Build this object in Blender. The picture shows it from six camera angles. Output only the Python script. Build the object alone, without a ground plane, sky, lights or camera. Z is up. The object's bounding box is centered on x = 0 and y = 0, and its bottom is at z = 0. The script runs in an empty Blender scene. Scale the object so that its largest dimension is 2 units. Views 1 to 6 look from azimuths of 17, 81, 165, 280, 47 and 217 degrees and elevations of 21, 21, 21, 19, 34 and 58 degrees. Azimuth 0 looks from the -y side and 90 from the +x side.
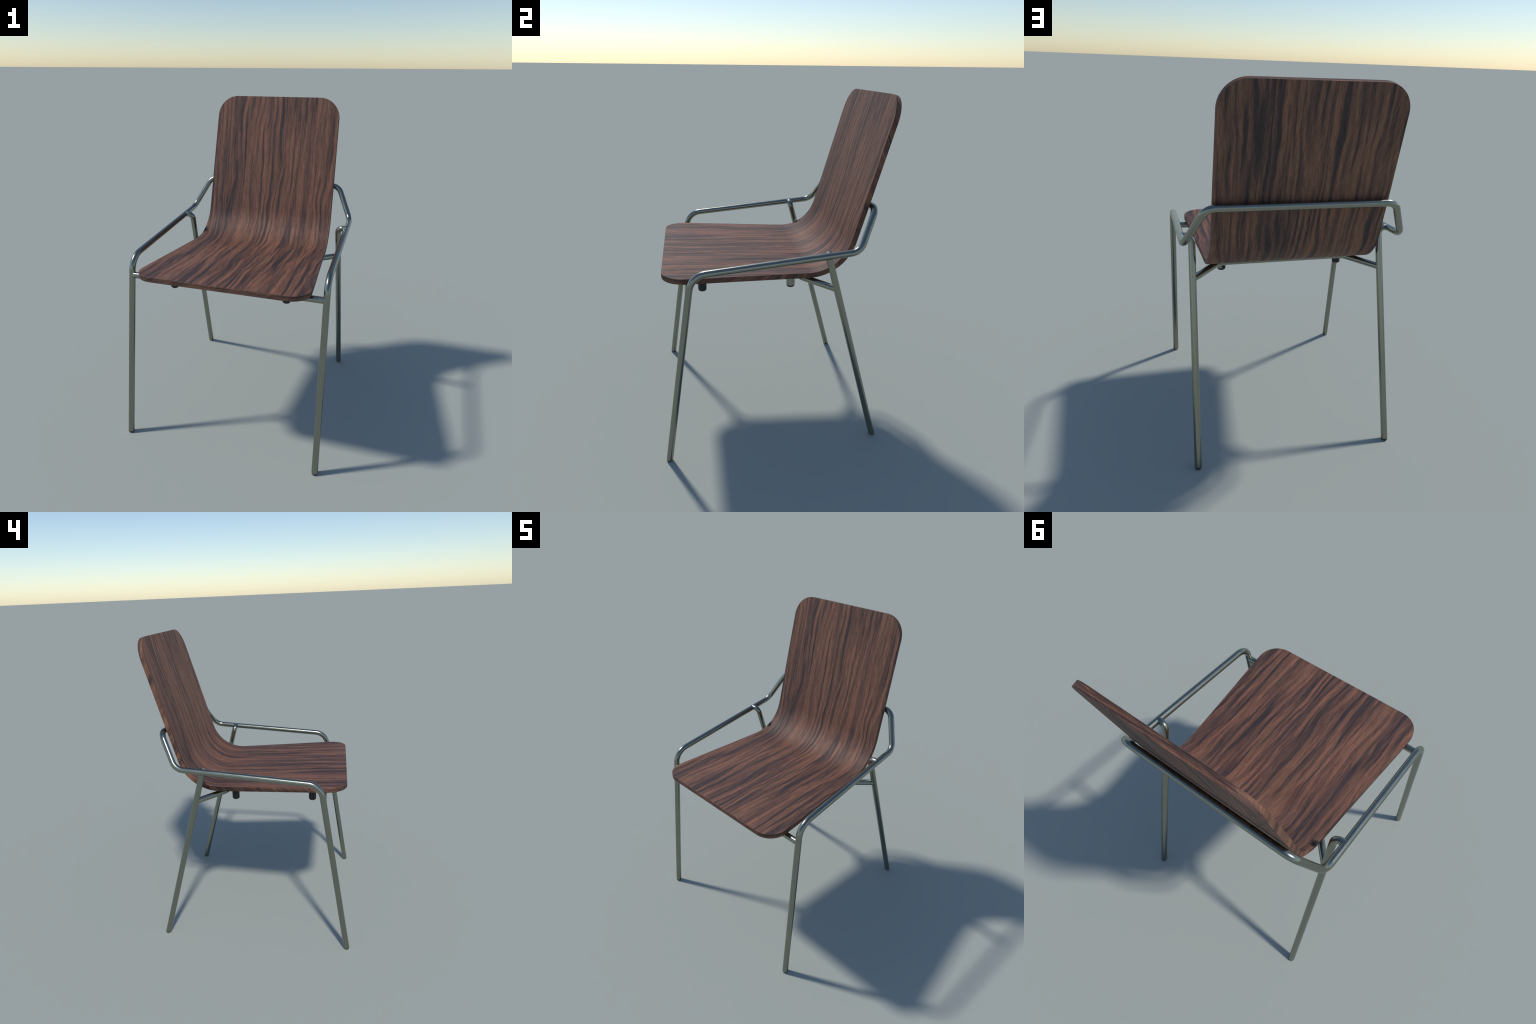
import bpy, math
import numpy as np
from mathutils import Vector

# ---------------------------------------------------------------- helpers
def V(*a): return np.array(a, float)
def unit(v): return v / np.linalg.norm(v)

def link(obj, parent):
    bpy.context.scene.collection.objects.link(obj)
    obj.parent = parent
    return obj

def make_mesh(name, verts, faces, normals=None, mats=(), face_mats=None):
    me = bpy.data.meshes.new(name)
    me.from_pydata([tuple(v) for v in verts], [], faces)
    me.validate()
    for m in mats: me.materials.append(m)
    if face_mats is not None:
        me.polygons.foreach_set("material_index", face_mats)
    me.polygons.foreach_set("use_smooth", [True] * len(me.polygons))
    me.update()
    if normals is not None:
        me.normals_split_custom_set_from_vertices([tuple(n) for n in normals])
    return bpy.data.objects.new(name, me)

# ---------------------------------------------------------------- node helpers
class Nodes:
    def __init__(self, name):
        self.mat = bpy.data.materials.new(name)
        self.mat.use_nodes = True
        self.t = self.mat.node_tree
        self.bsdf = self.t.nodes["Principled BSDF"]
    def new(self, kind): return self.t.nodes.new(kind)
    def put(self, sock, v):
        if isinstance(v, bpy.types.NodeSocket): self.t.links.new(v, sock)
        else: sock.default_value = v
    def math(self, op, a, b=0.0, c=0.0, clamp=False):
        n = self.new("ShaderNodeMath"); n.operation = op; n.use_clamp = clamp
        self.put(n.inputs[0], a); self.put(n.inputs[1], b); self.put(n.inputs[2], c)
        return n.outputs[0]
    def add(self, a, b): return self.math("ADD", a, b)
    def sub(self, a, b): return self.math("SUBTRACT", a, b)
    def mul(self, a, b): return self.math("MULTIPLY", a, b)
    def vec(self, x, y, z):
        n = self.new("ShaderNodeCombineXYZ")
        for i, v in enumerate((x, y, z)): self.put(n.inputs[i], v)
        return n.outputs[0]
    def noise(self, vec, scale=1.0, detail=2.0, rough=0.5, dist=0.0):
        n = self.new("ShaderNodeTexNoise")
        self.put(n.inputs["Vector"], vec)
        n.inputs["Scale"].default_value = scale
        n.inputs["Detail"].default_value = detail
        n.inputs["Roughness"].default_value = rough
        n.inputs["Distortion"].default_value = dist
        return n.outputs[0]
    def smooth(self, v, lo, hi, a=0.0, b=1.0):
        n = self.new("ShaderNodeMapRange"); n.interpolation_type = "SMOOTHSTEP"
        self.put(n.inputs[0], v)
        for i, q in enumerate((lo, hi, a, b)): n.inputs[i + 1].default_value = q
        return n.outputs[0]
    def ramp(self, v, lo, hi, a=0.0, b=1.0):
        n = self.new("ShaderNodeMapRange"); n.clamp = True
        self.put(n.inputs[0], v)
        for i, q in enumerate((lo, hi, a, b)): n.inputs[i + 1].default_value = q
        return n.outputs[0]
    def mix(self, f, a, b, mode="MIX"):
        n = self.new("ShaderNodeMix"); n.data_type = "RGBA"; n.blend_type = mode
        self.put(n.inputs[0], f); self.put(n.inputs[6], a); self.put(n.inputs[7], b)
        return n.outputs[2]
    def xyz(self):
        tc = self.new("ShaderNodeTexCoord"); s = self.new("ShaderNodeSeparateXYZ")
        self.t.links.new(tc.outputs["Object"], s.inputs[0])
        return s.outputs

# ---------------------------------------------------------------- shell geometry constants
THICK = 0.0300                     # bent plywood thickness
FRONT_Y, FRONT_Z = -0.625, 1.0918  # upper lip of the seat
TOP_Y, TOP_Z = 0.6255, 1.9995       # upper front lip of the backrest
SEAT_DROP = 0.0344                 # seat falls backwards by this slope
BACK_LEAN = math.atan(0.2775)       # backrest lean from the vertical
BEND_R = 0.240                     # radius of the seat/back bend (upper face)

seat_dir = unit(V(1, -SEAT_DROP))                       # in (y, z)
back_dir = V(math.sin(BACK_LEAN), math.cos(BACK_LEAN))
A = np.array([[seat_dir[0], -back_dir[0]], [seat_dir[1], -back_dir[1]]])
ta, tb = np.linalg.solve(A, V(TOP_Y - FRONT_Y, TOP_Z - FRONT_Z))
corner = V(FRONT_Y, FRONT_Z) + ta * seat_dir
TURN = math.acos(float(seat_dir @ back_dir))
tan_len = BEND_R * math.tan(TURN / 2)
bend0 = corner - tan_len * seat_dir
seat_up = V(-seat_dir[1], seat_dir[0])
centre = bend0 + BEND_R * seat_up
L_SEAT = ta - tan_len
L_BEND = BEND_R * TURN
L_BACK = -tb - tan_len if tb < 0 else tb - tan_len
L_ALL = L_SEAT + L_BEND + L_BACK

def profile(s):
    """point and upward normal (y, z) of the upper face at arc length s"""
    if s <= L_SEAT:
        return bend0 + (s - L_SEAT) * seat_dir, seat_up
    if s <= L_SEAT + L_BEND:
        a = (s - L_SEAT) / BEND_R
        n = math.cos(a) * seat_up - math.sin(a) * seat_dir
        return centre - BEND_R * n, n
    n = math.cos(TURN) * seat_up - math.sin(TURN) * seat_dir
    return centre - BEND_R * n + (s - L_SEAT - L_BEND) * back_dir, n

WIDTH_S = [0.0, 0.16, 0.50, 0.84, 1.05, 1.40, 1.93]
WIDTH_W = [0.513, 0.503, 0.476, 0.4515, 0.4435, 0.4385, 0.430]
_kn = np.array(WIDTH_S); _kw = np.array(WIDTH_W)
_sl = np.gradient(_kw, _kn)
def half_width(s):
    i = int(np.clip(np.searchsorted(_kn, s) - 1, 0, len(_kn) - 2))
    h = _kn[i + 1] - _kn[i]; t = min(max((s - _kn[i]) / h, 0), 1)
    return ((2*t**3 - 3*t**2 + 1) * _kw[i] + (t**3 - 2*t**2 + t) * h * _sl[i]
            + (-2*t**3 + 3*t**2) * _kw[i+1] + (t**3 - t**2) * h * _sl[i+1])

R_FRONT, R_TOP = 0.125, 0.135      # corner radii in plan

# ---------------------------------------------------------------- materials
def shell_coords(N):
    """arc length along the bent sheet from object coordinates, plus depth"""
    x, y, z = N.xyz()
    py = N.sub(y, float(centre[0])); pz = N.sub(z, float(centre[1]))
    # along seat / back from the bend centre
    along_seat = N.add(N.mul(py, float(seat_dir[0])), N.mul(pz, float(seat_dir[1])))
    down = N.sub(N.mul(py, float(-seat_up[0])), N.mul(pz, float(seat_up[1])))
    along_back = N.add(N.mul(py, float(back_dir[0])), N.mul(pz, float(back_dir[1])))
    ang = N.math("ARCTAN2", along_seat, down)
    ang = N.math("MINIMUM", N.math("MAXIMUM", ang, 0.0), TURN)
    s = N.add(N.math("MINIMUM", along_seat, 0.0), N.mul(ang, BEND_R))
    s = N.add(s, N.math("MAXIMUM", along_back, 0.0))
    s = N.add(s, L_SEAT)
    return x, s, y, z

LIGHT = (0.242, 0.106, 0.068, 1)
MID   = (0.128, 0.060, 0.043, 1)
DARK  = (0.040, 0.028, 0.030, 1)

def rosewood(name, seed, knots=(), dark_patch=(), plug=None, light=LIGHT, mid=MID,
             tan=(0.200, 0.100, 0.060, 1), plum=(0.092, 0.052, 0.044, 1)):
    N = Nodes(name)
    x, s, y, z = shell_coords(N)
    # slow meander of the grain lines
    wob = N.noise(N.vec(N.mul(x, 5.0), N.mul(s, 2.0), seed), detail=2.0)
    wob2 = N.noise(N.vec(N.mul(x, 14.0), N.mul(s, 5.0), seed + 3.1), detail=2.0)
    gx = N.add(x, N.mul(N.sub(wob, 0.5), 0.078))
    gx = N.add(gx, N.mul(N.sub(wob2, 0.5), 0.009))
    # grain swings round eyes in the veneer
    for kx, ks, rx, rs, amp in knots:
        dx = N.mul(N.sub(x, kx), 1 / rx); ds = N.mul(N.sub(s, ks), 1 / rs)
        g = N.math("EXPONENT", N.mul(N.add(N.mul(dx, dx), N.mul(ds, ds)), -1.0))
        gx = N.add(gx, N.mul(N.mul(g, dx), amp))
    broad = N.noise(N.vec(N.mul(gx, 8.0), N.mul(s, 1.0), seed + 7.7), detail=1.0)
    streak = N.noise(N.vec(N.mul(gx, 41.0), N.mul(s, 1.45), seed + 11.3), detail=1.4, rough=0.5)
    # rhythm of the growth rings: soft bands about 4 cm apart that drift in phase
    drift = N.noise(N.vec(N.mul(gx, 6.0), N.mul(s, 1.3), seed + 13.1), detail=1.0)
    ring = N.math("SINE", N.mul(N.add(N.mul(gx, 26.0), N.mul(drift, 2.8)), 2 * math.pi))
    fade = N.noise(N.vec(N.mul(gx, 12.0), N.mul(s, 2.3), seed + 15.0), detail=1.0)
    ring = N.mul(ring, N.smooth(fade, 0.30, 0.70, 0.25, 1.0))
    thin = N.noise(N.vec(N.mul(gx, 105.0), N.mul(s, 3.4), seed + 17.9), detail=1.6, rough=0.5)
    # straight fibres cross the bands at a small angle and feather their rims
    fx = N.add(x, N.mul(s, 0.012))
    fibre = N.noise(N.vec(N.mul(fx, 300.0), N.mul(s, 15.0), seed + 23.0), detail=2.0, rough=0.6)
    pores = N.noise(N.vec(N.mul(fx, 560.0), N.mul(s, 42.0), seed + 31.0), detail=1.0)
    v = N.add(N.mul(streak, 0.56), N.mul(broad, 0.18))
    v = N.add(v, N.mul(thin, 0.26))
    v = N.add(v, N.mul(ring, 0.068))
    v = N.add(v, N.mul(N.sub(fibre, 0.5), 0.10))
    for kx, ks, rx, rs, amp in dark_patch:
        dx = N.mul(N.sub(gx, kx), 1 / rx); ds = N.mul(N.sub(s, ks), 1 / rs)
        g = N.math("EXPONENT", N.mul(N.add(N.mul(dx, dx), N.mul(ds, ds)), -1.0))
        v = N.sub(v, N.mul(g, amp))
    tone = N.ramp(v, 0.345, 0.665)
    col = N.mix(N.ramp(tone, 0.06, 0.50), DARK, mid)
    col = N.mix(N.ramp(tone, 0.44, 0.86), col, light)
    hue = N.noise(N.vec(N.mul(gx, 20.0), N.mul(s, 1.8), seed + 41.0), detail=1.5)
    col = N.mix(N.smooth(hue, 0.46, 0.70, 0.0, 0.55), col, tan)
    col = N.mix(N.smooth(hue, 0.50, 0.28, 0.0, 0.55), col, plum)
    col = N.mix(N.smooth(tone, 0.36, 0.08, 0.0, 0.55), col, DARK)
    f = N.smooth(fibre, 0.28, 0.72, 0.76, 1.24)
    col = N.mix(1.0, col, N.vec(f, f, f), "MULTIPLY")
    p = N.smooth(pores, 0.28, 0.46, 0.74, 1.0)
    col = N.mix(1.0, col, N.vec(p, p, p), "MULTIPLY")
    if plug:
        kx, ks, r = plug
        jag = N.noise(N.vec(x, s, seed), scale=60.0, detail=2.0)
        dx = N.sub(x, kx); ds = N.mul(N.sub(s, ks), 0.85)
        d = N.math("SQRT", N.add(N.mul(dx, dx), N.mul(ds, ds)))
        d = N.add(d, N.mul(N.sub(jag, 0.5), 0.010))
        col = N.mix(N.smooth(d, r * 0.80, r * 1.25, 0.93, 0.0), col, (0.010, 0.007, 0.009, 1))
    N.put(N.bsdf.inputs["Base Color"], col)
    N.put(N.bsdf.inputs["Roughness"], N.smooth(fibre, 0.3, 0.7, 0.68, 0.60))
    N.bsdf.inputs["Specular IOR Level"].default_value = 0.36
    b = N.new("ShaderNodeBump"); b.inputs["Strength"].default_value = 0.10
    b.inputs["Distance"].default_value = 0.001
    N.put(b.inputs["Height"], fibre)
    N.put(N.bsdf.inputs["Normal"], b.outputs[0])
    return N.mat

def sheet_edge(name, seed):
    """cut edge of the sheet: oblique bands of end grain"""
    N = Nodes(name)
    x, s, y, z = shell_coords(N)
    py = N.sub(y, float(centre[0])); pz = N.sub(z, float(centre[1]))
    # depth below the upper face, good enough for slanting the bands
    ds = N.add(N.mul(py, float(-seat_up[0])), N.mul(pz, float(-seat_up[1])))
    bn = V(-math.cos(BACK_LEAN), math.sin(BACK_LEAN))
    db = N.add(N.mul(py, float(-bn[0])), N.mul(pz, float(-bn[1])))
    depth = N.math("MAXIMUM", ds, db)
    wob = N.noise(N.vec(N.mul(s, 6.0), N.mul(depth, 20.0), seed), detail=2.0)
    g = N.add(N.add(s, N.mul(depth, 1.15)), N.mul(N.sub(wob, 0.5), 0.05))
    g = N.add(g, N.mul(x, 0.55))
    q = N.sub(depth, N.mul(s, 0.4))
    band = N.noise(N.vec(N.mul(g, 17.0), N.mul(q, 1.0), seed + 5), detail=3.0, rough=0.6)
    thin = N.noise(N.vec(N.mul(g, 130.0), N.mul(q, 6.0), seed + 9), detail=2.5, rough=0.6)
    v = N.add(N.mul(band, 0.80), N.mul(thin, 0.30))
    # straight end grain along the front and top rims and round the corners
    longg = N.noise(N.vec(N.mul(x, 6.0), N.mul(s, 8.0), N.mul(depth, 150.0)), detail=3.0, rough=0.6)
    ends = N.math("MAXIMUM", N.smooth(s, 0.118, 0.112), N.smooth(s, L_ALL - 0.125, L_ALL - 0.119))
    v = N.add(v, N.mul(ends, N.sub(N.add(N.mul(longg, 0.95), 0.07), v)))
    tone = N.ramp(v, 0.38, 0.70)
    col = N.mix(N.smooth(tone, 0.0, 0.5), (0.040, 0.026, 0.026, 1), (0.115, 0.058, 0.041, 1))
    col = N.mix(N.smooth(tone, 0.42, 1.0), col, (0.215, 0.098, 0.058, 1))
    f = N.smooth(thin, 0.3, 0.7, 0.75, 1.25)
    col = N.mix(1.0, col, N.vec(f, f, f), "MULTIPLY")
    N.put(N.bsdf.inputs["Base Color"], col)
    N.bsdf.inputs["Roughness"].default_value = 0.66
    N.bsdf.inputs["Specular IOR Level"].default_value = 0.32
    return N.mat

def steel():
    N = Nodes("satin_steel")
    x, y, z = N.xyz()
    n = N.noise(N.vec(x, y, N.mul(z, 0.5)), scale=14.0, detail=2.0)
    N.put(N.bsdf.inputs["Base Color"], N.mix(n, (0.276, 0.283, 0.238, 1), (0.298, 0.305, 0.257, 1)))
    N.bsdf.inputs["Metallic"].default_value = 1.0
    N.put(N.bsdf.inputs["Roughness"], N.smooth(n, 0.3, 0.7, 0.23, 0.26))
    return N.mat

def rubber():
    N = Nodes("black_rubber")
    x, y, z = N.xyz()
    n = N.noise(N.vec(x, y, z), scale=120.0, detail=2.0)
    N.put(N.bsdf.inputs["Base Color"], N.mix(n, (0.008, 0.008, 0.009, 1), (0.014, 0.014, 0.014, 1)))
    N.bsdf.inputs["Roughness"].default_value = 0.55
    return N.mat

S_KNOT = L_SEAT + 0.0
WOOD_FACE = rosewood("rosewood_face", 2.3,
    knots=[(-0.20, 1.33, 0.075, 0.17, 0.045), (0.02, 0.28, 0.07, 0.13, 0.04), (-0.28, 0.86, 0.06, 0.10, 0.03)],
    dark_patch=[(-0.17, 1.52, 0.05, 0.16, 0.05), (0.06, 1.24, 0.02, 0.16, 0.06)],
    plug=(-0.438, 0.935, 0.0135))
WOOD_BACK = rosewood("rosewood_underface", 14.9, light=(0.232, 0.110, 0.067, 1), mid=(0.130, 0.066, 0.047, 1),
    dark_patch=[(0.25, 1.68, 0.09, 0.40, 0.085), (-0.385, 1.66, 0.022, 0.12, 0.12), (-0.17, 1.55, 0.16, 0.5, -0.03)],
    knots=[(-0.385, 1.66, 0.05, 0.11, 0.03)])
WOOD_EDGE = sheet_edge("rosewood_edge", 5.2)
STEEL = steel()
RUBBER = rubber()

# ---------------------------------------------------------------- chair root
chair = bpy.data.objects.new("wooden_chair", None)
chair["label"] = "dark rosewood bent plywood chair on steel tube frame with low arms"
chair["category"] = "chair"
bpy.context.scene.collection.objects.link(chair)

# ---------------------------------------------------------------- bent shell
NX = 56
def rows(inset):
    """(s, half width) for each grid row of the sheet outline inset by `inset`"""
    out = []
    def hw(s): return half_width(s) - inset
    r0, r1 = R_FRONT - inset, R_TOP - inset
    n = 16
    for k in range(n):
        a = math.pi / 2 * k / n
        s = inset + r0 * (1 - math.cos(a))
        out.append((s, hw(s) - r0 * (1 - math.sin(a))))
    s0, s1 = R_FRONT, L_ALL - R_TOP
    m = 110
    for k in range(m + 1):
        s = s0 + (s1 - s0) * k / m
        out.append((s, hw(s)))
    for k in range(n - 1, -1, -1):
        a = math.pi / 2 * k / n
        s = L_ALL - inset - r1 * (1 - math.cos(a))
        out.append((s, hw(s) - r1 * (1 - math.sin(a))))
    return out

BEV = 0.0018
def place(s, x, depth):
    p, n = profile(s)
    q = p - depth * n
    return V(x, q[0], q[1])
def nrm(s):
    n = profile(s)[1]
    return V(0, n[0], n[1])

verts, norms, faces, fmat = [], [], [], []
def grid(inset, depth, sign):
    base = len(verts); R = rows(inset)
    for s, w in R:
        for j in range(NX + 1):
            verts.append(place(s, w * (2 * j / NX - 1), depth)); norms.append(sign * nrm(s))
    return base, R
top, R0 = grid(BEV, 0.0, 1.0)
bot, _ = grid(BEV, THICK, -1.0)
NR = len(R0)
row_s = []
def fidx(b, i, j): return b + i * (NX + 1) + j
face_s = []
for i in range(NR - 1):
    for j in range(NX):
        a, b, c, d = fidx(top, i, j), fidx(top, i, j+1), fidx(top, i+1, j+1), fidx(top, i+1, j)
        faces.append((a, b, c, d)); fmat.append(0); face_s.append(i)
        a, b, c, d = fidx(bot, i, j), fidx(bot, i+1, j), fidx(bot, i+1, j+1), fidx(bot, i, j+1)
        faces.append((a, b, c, d)); fmat.append(1); face_s.append(i)
# boundary index list (row, column), running round the outline
border = ([(0, j) for j in range(NX)] + [(i, NX) for i in range(NR - 1)]
          + [(NR - 1, j) for j in range(NX, 0, -1)] + [(i, 0) for i in range(NR - 1, 0, -1)])
def outline(inset):
    R = rows(inset)
    return [(R[i][0], R[i][1] * (2 * j / NX - 1)) for i, j in border]
base_o = outline(0.0)
nb = len(base_o)
out_dir = []
for k in range(nb):
    s0, x0 = base_o[k - 1]; s1, x1 = base_o[(k + 1) % nb]
    t = unit(V(s1 - s0, x1 - x0)); out_dir.append(V(-t[1], t[0]))   # (ds, dx) outward
if out_dir[NX // 2][0] > 0: out_dir = [-o for o in out_dir]
ring_ids = [[fidx(top, i, j) for i, j in border]]
steps = [(a, 0) for a in (30, 60, 90)] + [(a, 1) for a in (90, 60, 30)]
for a, side in steps:
    ar = math.radians(a)
    ins = BEV * (1 - math.sin(ar)); dep = BEV * (1 - math.cos(ar))
    if side: dep = THICK - dep
    o = outline(ins); ids = []
    for k in range(nb):
        s, x = o[k]
        p, n2 = profile(min(max(s, 0), L_ALL))
        tan = V(0, n2[1], -n2[0])
        od = out_dir[k][0] * tan + out_dir[k][1] * V(1, 0, 0)
        nn = math.sin(ar) * od + (-1 if side else 1) * math.cos(ar) * V(0, n2[0], n2[1])
        ids.append(len(verts)); verts.append(place(s, x, dep)); norms.append(unit(nn))
    ring_ids.append(ids)
ring_ids.append([fidx(bot, i, j) for i, j in border])
for a in range(len(ring_ids) - 1):
    for k in range(nb):
        k2 = (k + 1) % nb
        faces.append((ring_ids[a][k2], ring_ids[a][k], ring_ids[a+1][k], ring_ids[a+1][k2]))
        fmat.append(0 if a < 2 else 1 if a > 4 else 2); face_s.append(min(border[k][0], border[k2][0]))

# split by region half way round the bend; borders coincide and share normals
split_row = min(range(NR), key=lambda i: abs(R0[i][0] - (L_SEAT + 0.5 * L_BEND)))
def region(name, keep):
    idx = [f for f in range(len(faces)) if keep(face_s[f])]
    used = sorted({v for f in idx for v in faces[f]}); m = {v: k for k, v in enumerate(used)}
    ob = make_mesh(name, [verts[v] for v in used], [tuple(m[v] for v in faces[f]) for f in idx],
                   [norms[v] for v in used], (WOOD_FACE, WOOD_BACK, WOOD_EDGE), [fmat[f] for f in idx])
    return link(ob, chair)
region("seat", lambda i: i < split_row)
region("backrest", lambda i: i >= split_row)

# ---------------------------------------------------------------- bent tubes
TUBE = 0.0187
def fillet(points, radii, seg=14):
    """polyline with rounded corners -> (path points, index of each corner's middle)"""
    path = [points[0]]; mids = []
    for k in range(1, len(points) - 1):
        p, q, r = points[k-1], points[k], points[k+1]
        u, v = unit(p - q), unit(r - q)
        ang = math.acos(float(np.clip(u @ v, -1, 1)))
        rad = radii[k-1]; t = rad / math.tan(ang / 2)
        c = q + unit(u + v) * rad / math.sin(ang / 2)
        a0, a1 = q + u * t - c, q + v * t - c
        tot = math.pi - ang
        start = len(path)
        for i in range(seg + 1):
            f = i / seg
            path.append(c + (math.sin((1-f)*tot) * a0 + math.sin(f*tot) * a1) / math.sin(tot))
        mids.append(start + seg // 2)
    path.append(points[-1])
    return path, mids

def tube(path, radius, sides=32, cap0=True, cap1=True, flat0=False):
    """rings of a swept tube by parallel transport: returns list of (ring verts, ring normals)"""
    P = np.array(path); n = len(P)
    T = [unit(P[min(i+1, n-1)] - P[max(i-1, 0)]) for i in range(n)]
    T[0], T[-1] = unit(P[1] - P[0]), unit(P[-1] - P[-2])
    ref = V(1, 0, 0) if abs(T[0][0]) < 0.7 else V(0, 0, 1)
    u = unit(ref - (ref @ T[0]) * T[0])
    rings = []
    for i in range(n):
        u = unit(u - (u @ T[i]) * T[i]); w = np.cross(T[i], u)
        dirs = [math.cos(2*math.pi*k/sides) * u + math.sin(2*math.pi*k/sides) * w for k in range(sides)]
        rings.append((P[i], dirs, T[i]))
    return rings

def tube_part(name, rings, radius, mat, parent, close0=False, close1=False):
    vs, ns, fs = [], [], []
    S = len(rings[0][1])
    def ring(c, dirs, rad, nn):
        b = len(vs)
        for k, d in enumerate(dirs):
            vs.append(c + rad * d); ns.append(nn(d))
        return b
    seq = []
    rnd = 0.0025
    def end(c, dirs, t, sgn):
        out = []
        for a in (90, 60, 30, 0):
            ar = math.radians(a)
            out.append((c + sgn * t * (-rnd + rnd * math.sin(ar)), dirs, radius - rnd + rnd * math.cos(ar),
                        (lambda d, ar=ar: unit(math.cos(ar) * d + math.sin(ar) * sgn * t))))
        return out      # from the flat end to the wall
    if close0: seq += end(*rings[0], -1)
    else: seq.append((rings[0][0], rings[0][1], radius, lambda d: d))
    for c, dirs, t in rings[1:-1]: seq.append((c, dirs, radius, lambda d: d))
    if close1: seq += end(*rings[-1], 1)[::-1]
    else: seq.append((rings[-1][0], rings[-1][1], radius, lambda d: d))
    bs = [ring(*q) for q in seq]
    for a, b in zip(bs[:-1], bs[1:]):
        for k in range(S):
            k2 = (k + 1) % S
            fs.append((a + k, a + k2, b + k2, b + k))
    if close0: fs.append(tuple(bs[0] + k for k in range(S))[::-1])
    if close1: fs.append(tuple(bs[-1] + k for k in range(S)))
    return link(make_mesh(name, vs, fs, ns, (mat,)), parent)

def mx(p): return p * V(-1, 1, 1)

GLIDE = 0.006                                   # rubber glide under each leg
FRONT_FOOT = V(0.595, -0.637, 0.0)
ARM_FRONT = V(0.582, -0.468, 1.136)             # corner of front leg and arm
ARM_REAR = V(0.572, 0.420, 1.2215)               # corner of arm and rising piece
BAR_END = V(0.470, 0.5235, 1.4240)                # corner of rising piece and back bar
REAR_FOOT = V(0.545, 0.595, 0.0)
LEG_TOP = V(0.519, 0.260, 1.2055)                # corner of rear leg and its stub
STUB_END = V(0.572, 0.257, 1.2070)

def along_z(a, b, z): return a + (b - a) * (z - a[2]) / (b[2] - a[2])
f0 = along_z(FRONT_FOOT, ARM_FRONT, GLIDE)
r0 = along_z(REAR_FOOT, LEG_TOP, GLIDE)

pts = [mx(f0), mx(ARM_FRONT), mx(ARM_REAR), mx(BAR_END), BAR_END, ARM_REAR, ARM_FRONT, f0]
path, mids = fillet(pts, [0.10, 0.085, 0.075, 0.075, 0.085, 0.10])
rings = tube(path, TUBE)
m = mids
tube_part("front_leg", rings[:m[0]+1], TUBE, STEEL, chair, close0=True)
tube_part("armrest", rings[m[0]:m[1]+1], TUBE, STEEL, chair)
tube_part("back_rail", rings[m[1]:m[4]+1], TUBE, STEEL, chair)
tube_part("armrest", rings[m[4]:m[5]+1], TUBE, STEEL, chair)
tube_part("front_leg", rings[m[5]:], TUBE, STEEL, chair, close1=True)

for side in (1, -1):
    k = V(side, 1, 1)
    path, _ = fillet([r0 * k, LEG_TOP * k, STUB_END * k], [0.034])
    tube_part("rear_leg", tube(path, TUBE), TUBE, STEEL, chair, close0=True)

# rails under the seat
a = along_z(FRONT_FOOT, ARM_FRONT, 1.0285)
tube_part("front_rail", tube([a, mx(a)], TUBE), TUBE, STEEL, chair)
a = along_z(REAR_FOOT, LEG_TOP, 0.992)
b = V(0.362, 0.148, 1.0070)
path, _ = fillet([a, b, mx(b), mx(a)], [0.09, 0.09])
tube_part("rear_rail", tube(path, TUBE), TUBE, STEEL, chair)

# bearers that tie the two rails together and carry the stacking buffers
fr = along_z(FRONT_FOOT, ARM_FRONT, 1.0285)
for side in (1, -1):
    p, q = V(side * 0.345, fr[1], 1.0275), V(side * 0.345, 0.150, 1.0125)
    tube_part("side_rail", tube([p, q], TUBE), TUBE * 0.95, STEEL, chair)

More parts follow.
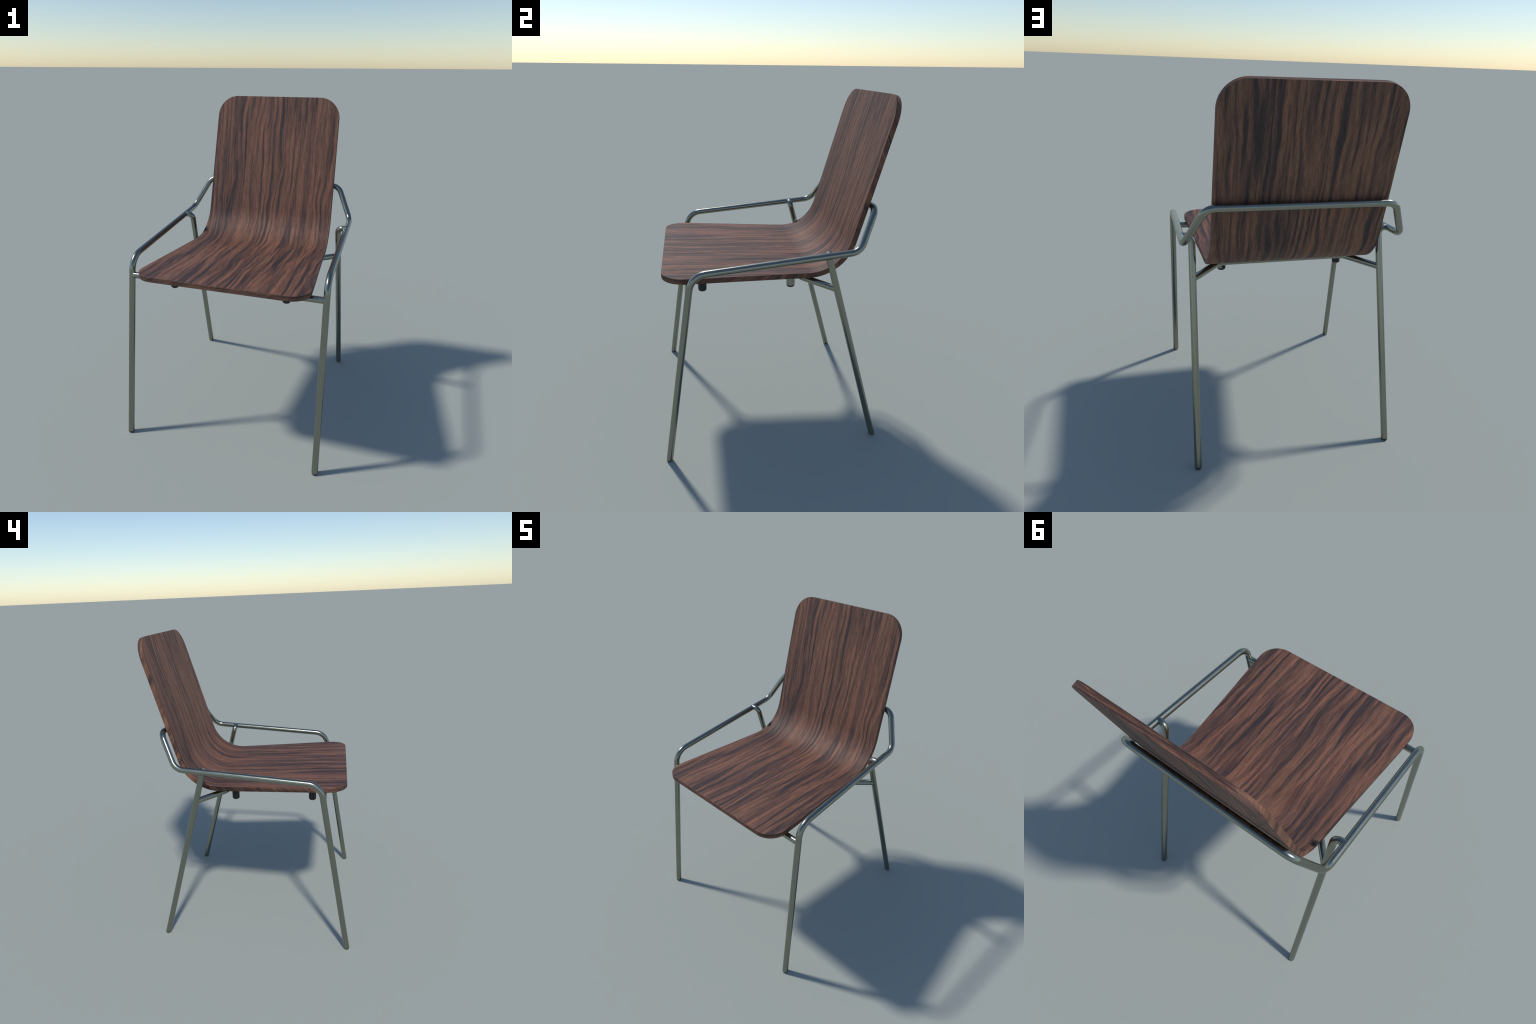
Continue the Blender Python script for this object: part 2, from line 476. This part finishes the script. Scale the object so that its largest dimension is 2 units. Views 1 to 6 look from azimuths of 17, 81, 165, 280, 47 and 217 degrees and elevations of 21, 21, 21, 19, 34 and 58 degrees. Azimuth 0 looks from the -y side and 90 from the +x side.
# ---------------------------------------------------------------- turned pieces
def lathe(name, prof, mat, centre_xy=(0, 0), sides=32, parent=chair):
    """profile of (radius, z) from the bottom up; closed at both ends"""
    vs, fs = [], []
    for r, z in prof:
        for k in range(sides):
            t = 2 * math.pi * k / sides
            vs.append((r * math.cos(t), r * math.sin(t), z))
    for i in range(len(prof) - 1):
        for k in range(sides):
            k2 = (k + 1) % sides
            fs.append((i*sides+k, i*sides+k2, (i+1)*sides+k2, (i+1)*sides+k))
    fs.append(tuple(range(sides))[::-1])
    fs.append(tuple(len(vs) - sides + k for k in range(sides)))
    ob = make_mesh(name, vs, fs, None, (mat,))
    ob.location = (centre_xy[0], centre_xy[1], 0)
    return link(ob, parent)

# leg glides
g = None
for foot, top_pt in ((FRONT_FOOT, ARM_FRONT), (REAR_FOOT, LEG_TOP)):
    for side in (1, -1):
        if g is None:
            g = lathe("glide", [(0.012, 0.0), (0.0155, 0.001), (0.0165, 0.003), (0.0165, GLIDE + 0.006)], RUBBER)
            ob = g
        else:
            ob = link(g.copy(), chair); ob.name = "glide"
        ob.location = (side * foot[0], foot[1], 0)

# stacking buffers under the seat
BUF_R = 0.0235
buf_prof = [(BUF_R - 0.013, 0.0)] + [(BUF_R - 0.013 + 0.013 * math.sin(t), 0.013 - 0.013 * math.cos(t))
            for t in np.linspace(0.2, math.pi / 2, 8)]
first = None
for y, z0 in ((-0.407, 0.946), (0.097, 0.942)):
    for side in (1, -1):
        seat_under = profile(y - FRONT_Y)[0][1] - THICK
        h = seat_under + 0.004 - z0
        if first is None:
            first = ob = lathe("stacking_buffer", buf_prof + [(BUF_R, 0.118)], RUBBER)
        else:
            ob = link(first.copy(), chair); ob.name = "stacking_buffer"
        ob.location = (side * 0.345, y, z0)
        ob.scale = (1, 1, h / 0.118)
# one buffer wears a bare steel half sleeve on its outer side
y, z0, r = 0.097, 0.942, BUF_R + 0.0012
ang = np.linspace(-math.pi / 2, math.pi / 2, 25)
vs, fs = [], []
for rr in (r, BUF_R - 0.002):
    for zz in (z0 + 0.014, 1.041):
        for t in ang: vs.append((0.345 + rr * math.cos(t), y + rr * math.sin(t), zz))
n = len(ang)
for i in range(n - 1):
    fs += [(i, i+1, n+i+1, n+i), (2*n+i+1, 2*n+i, 3*n+i, 3*n+i+1),
           (i+1, i, 2*n+i, 2*n+i+1), (n+i, n+i+1, 3*n+i+1, 3*n+i)]
fs += [(0, n, 3*n, 2*n), (n-1, 3*n-1, 4*n-1, 2*n-1)]
ob = make_mesh("buffer_sleeve", vs, fs, None, (STEEL,))
ob.data.set_sharp_from_angle(angle=math.radians(40))
link(ob, chair)
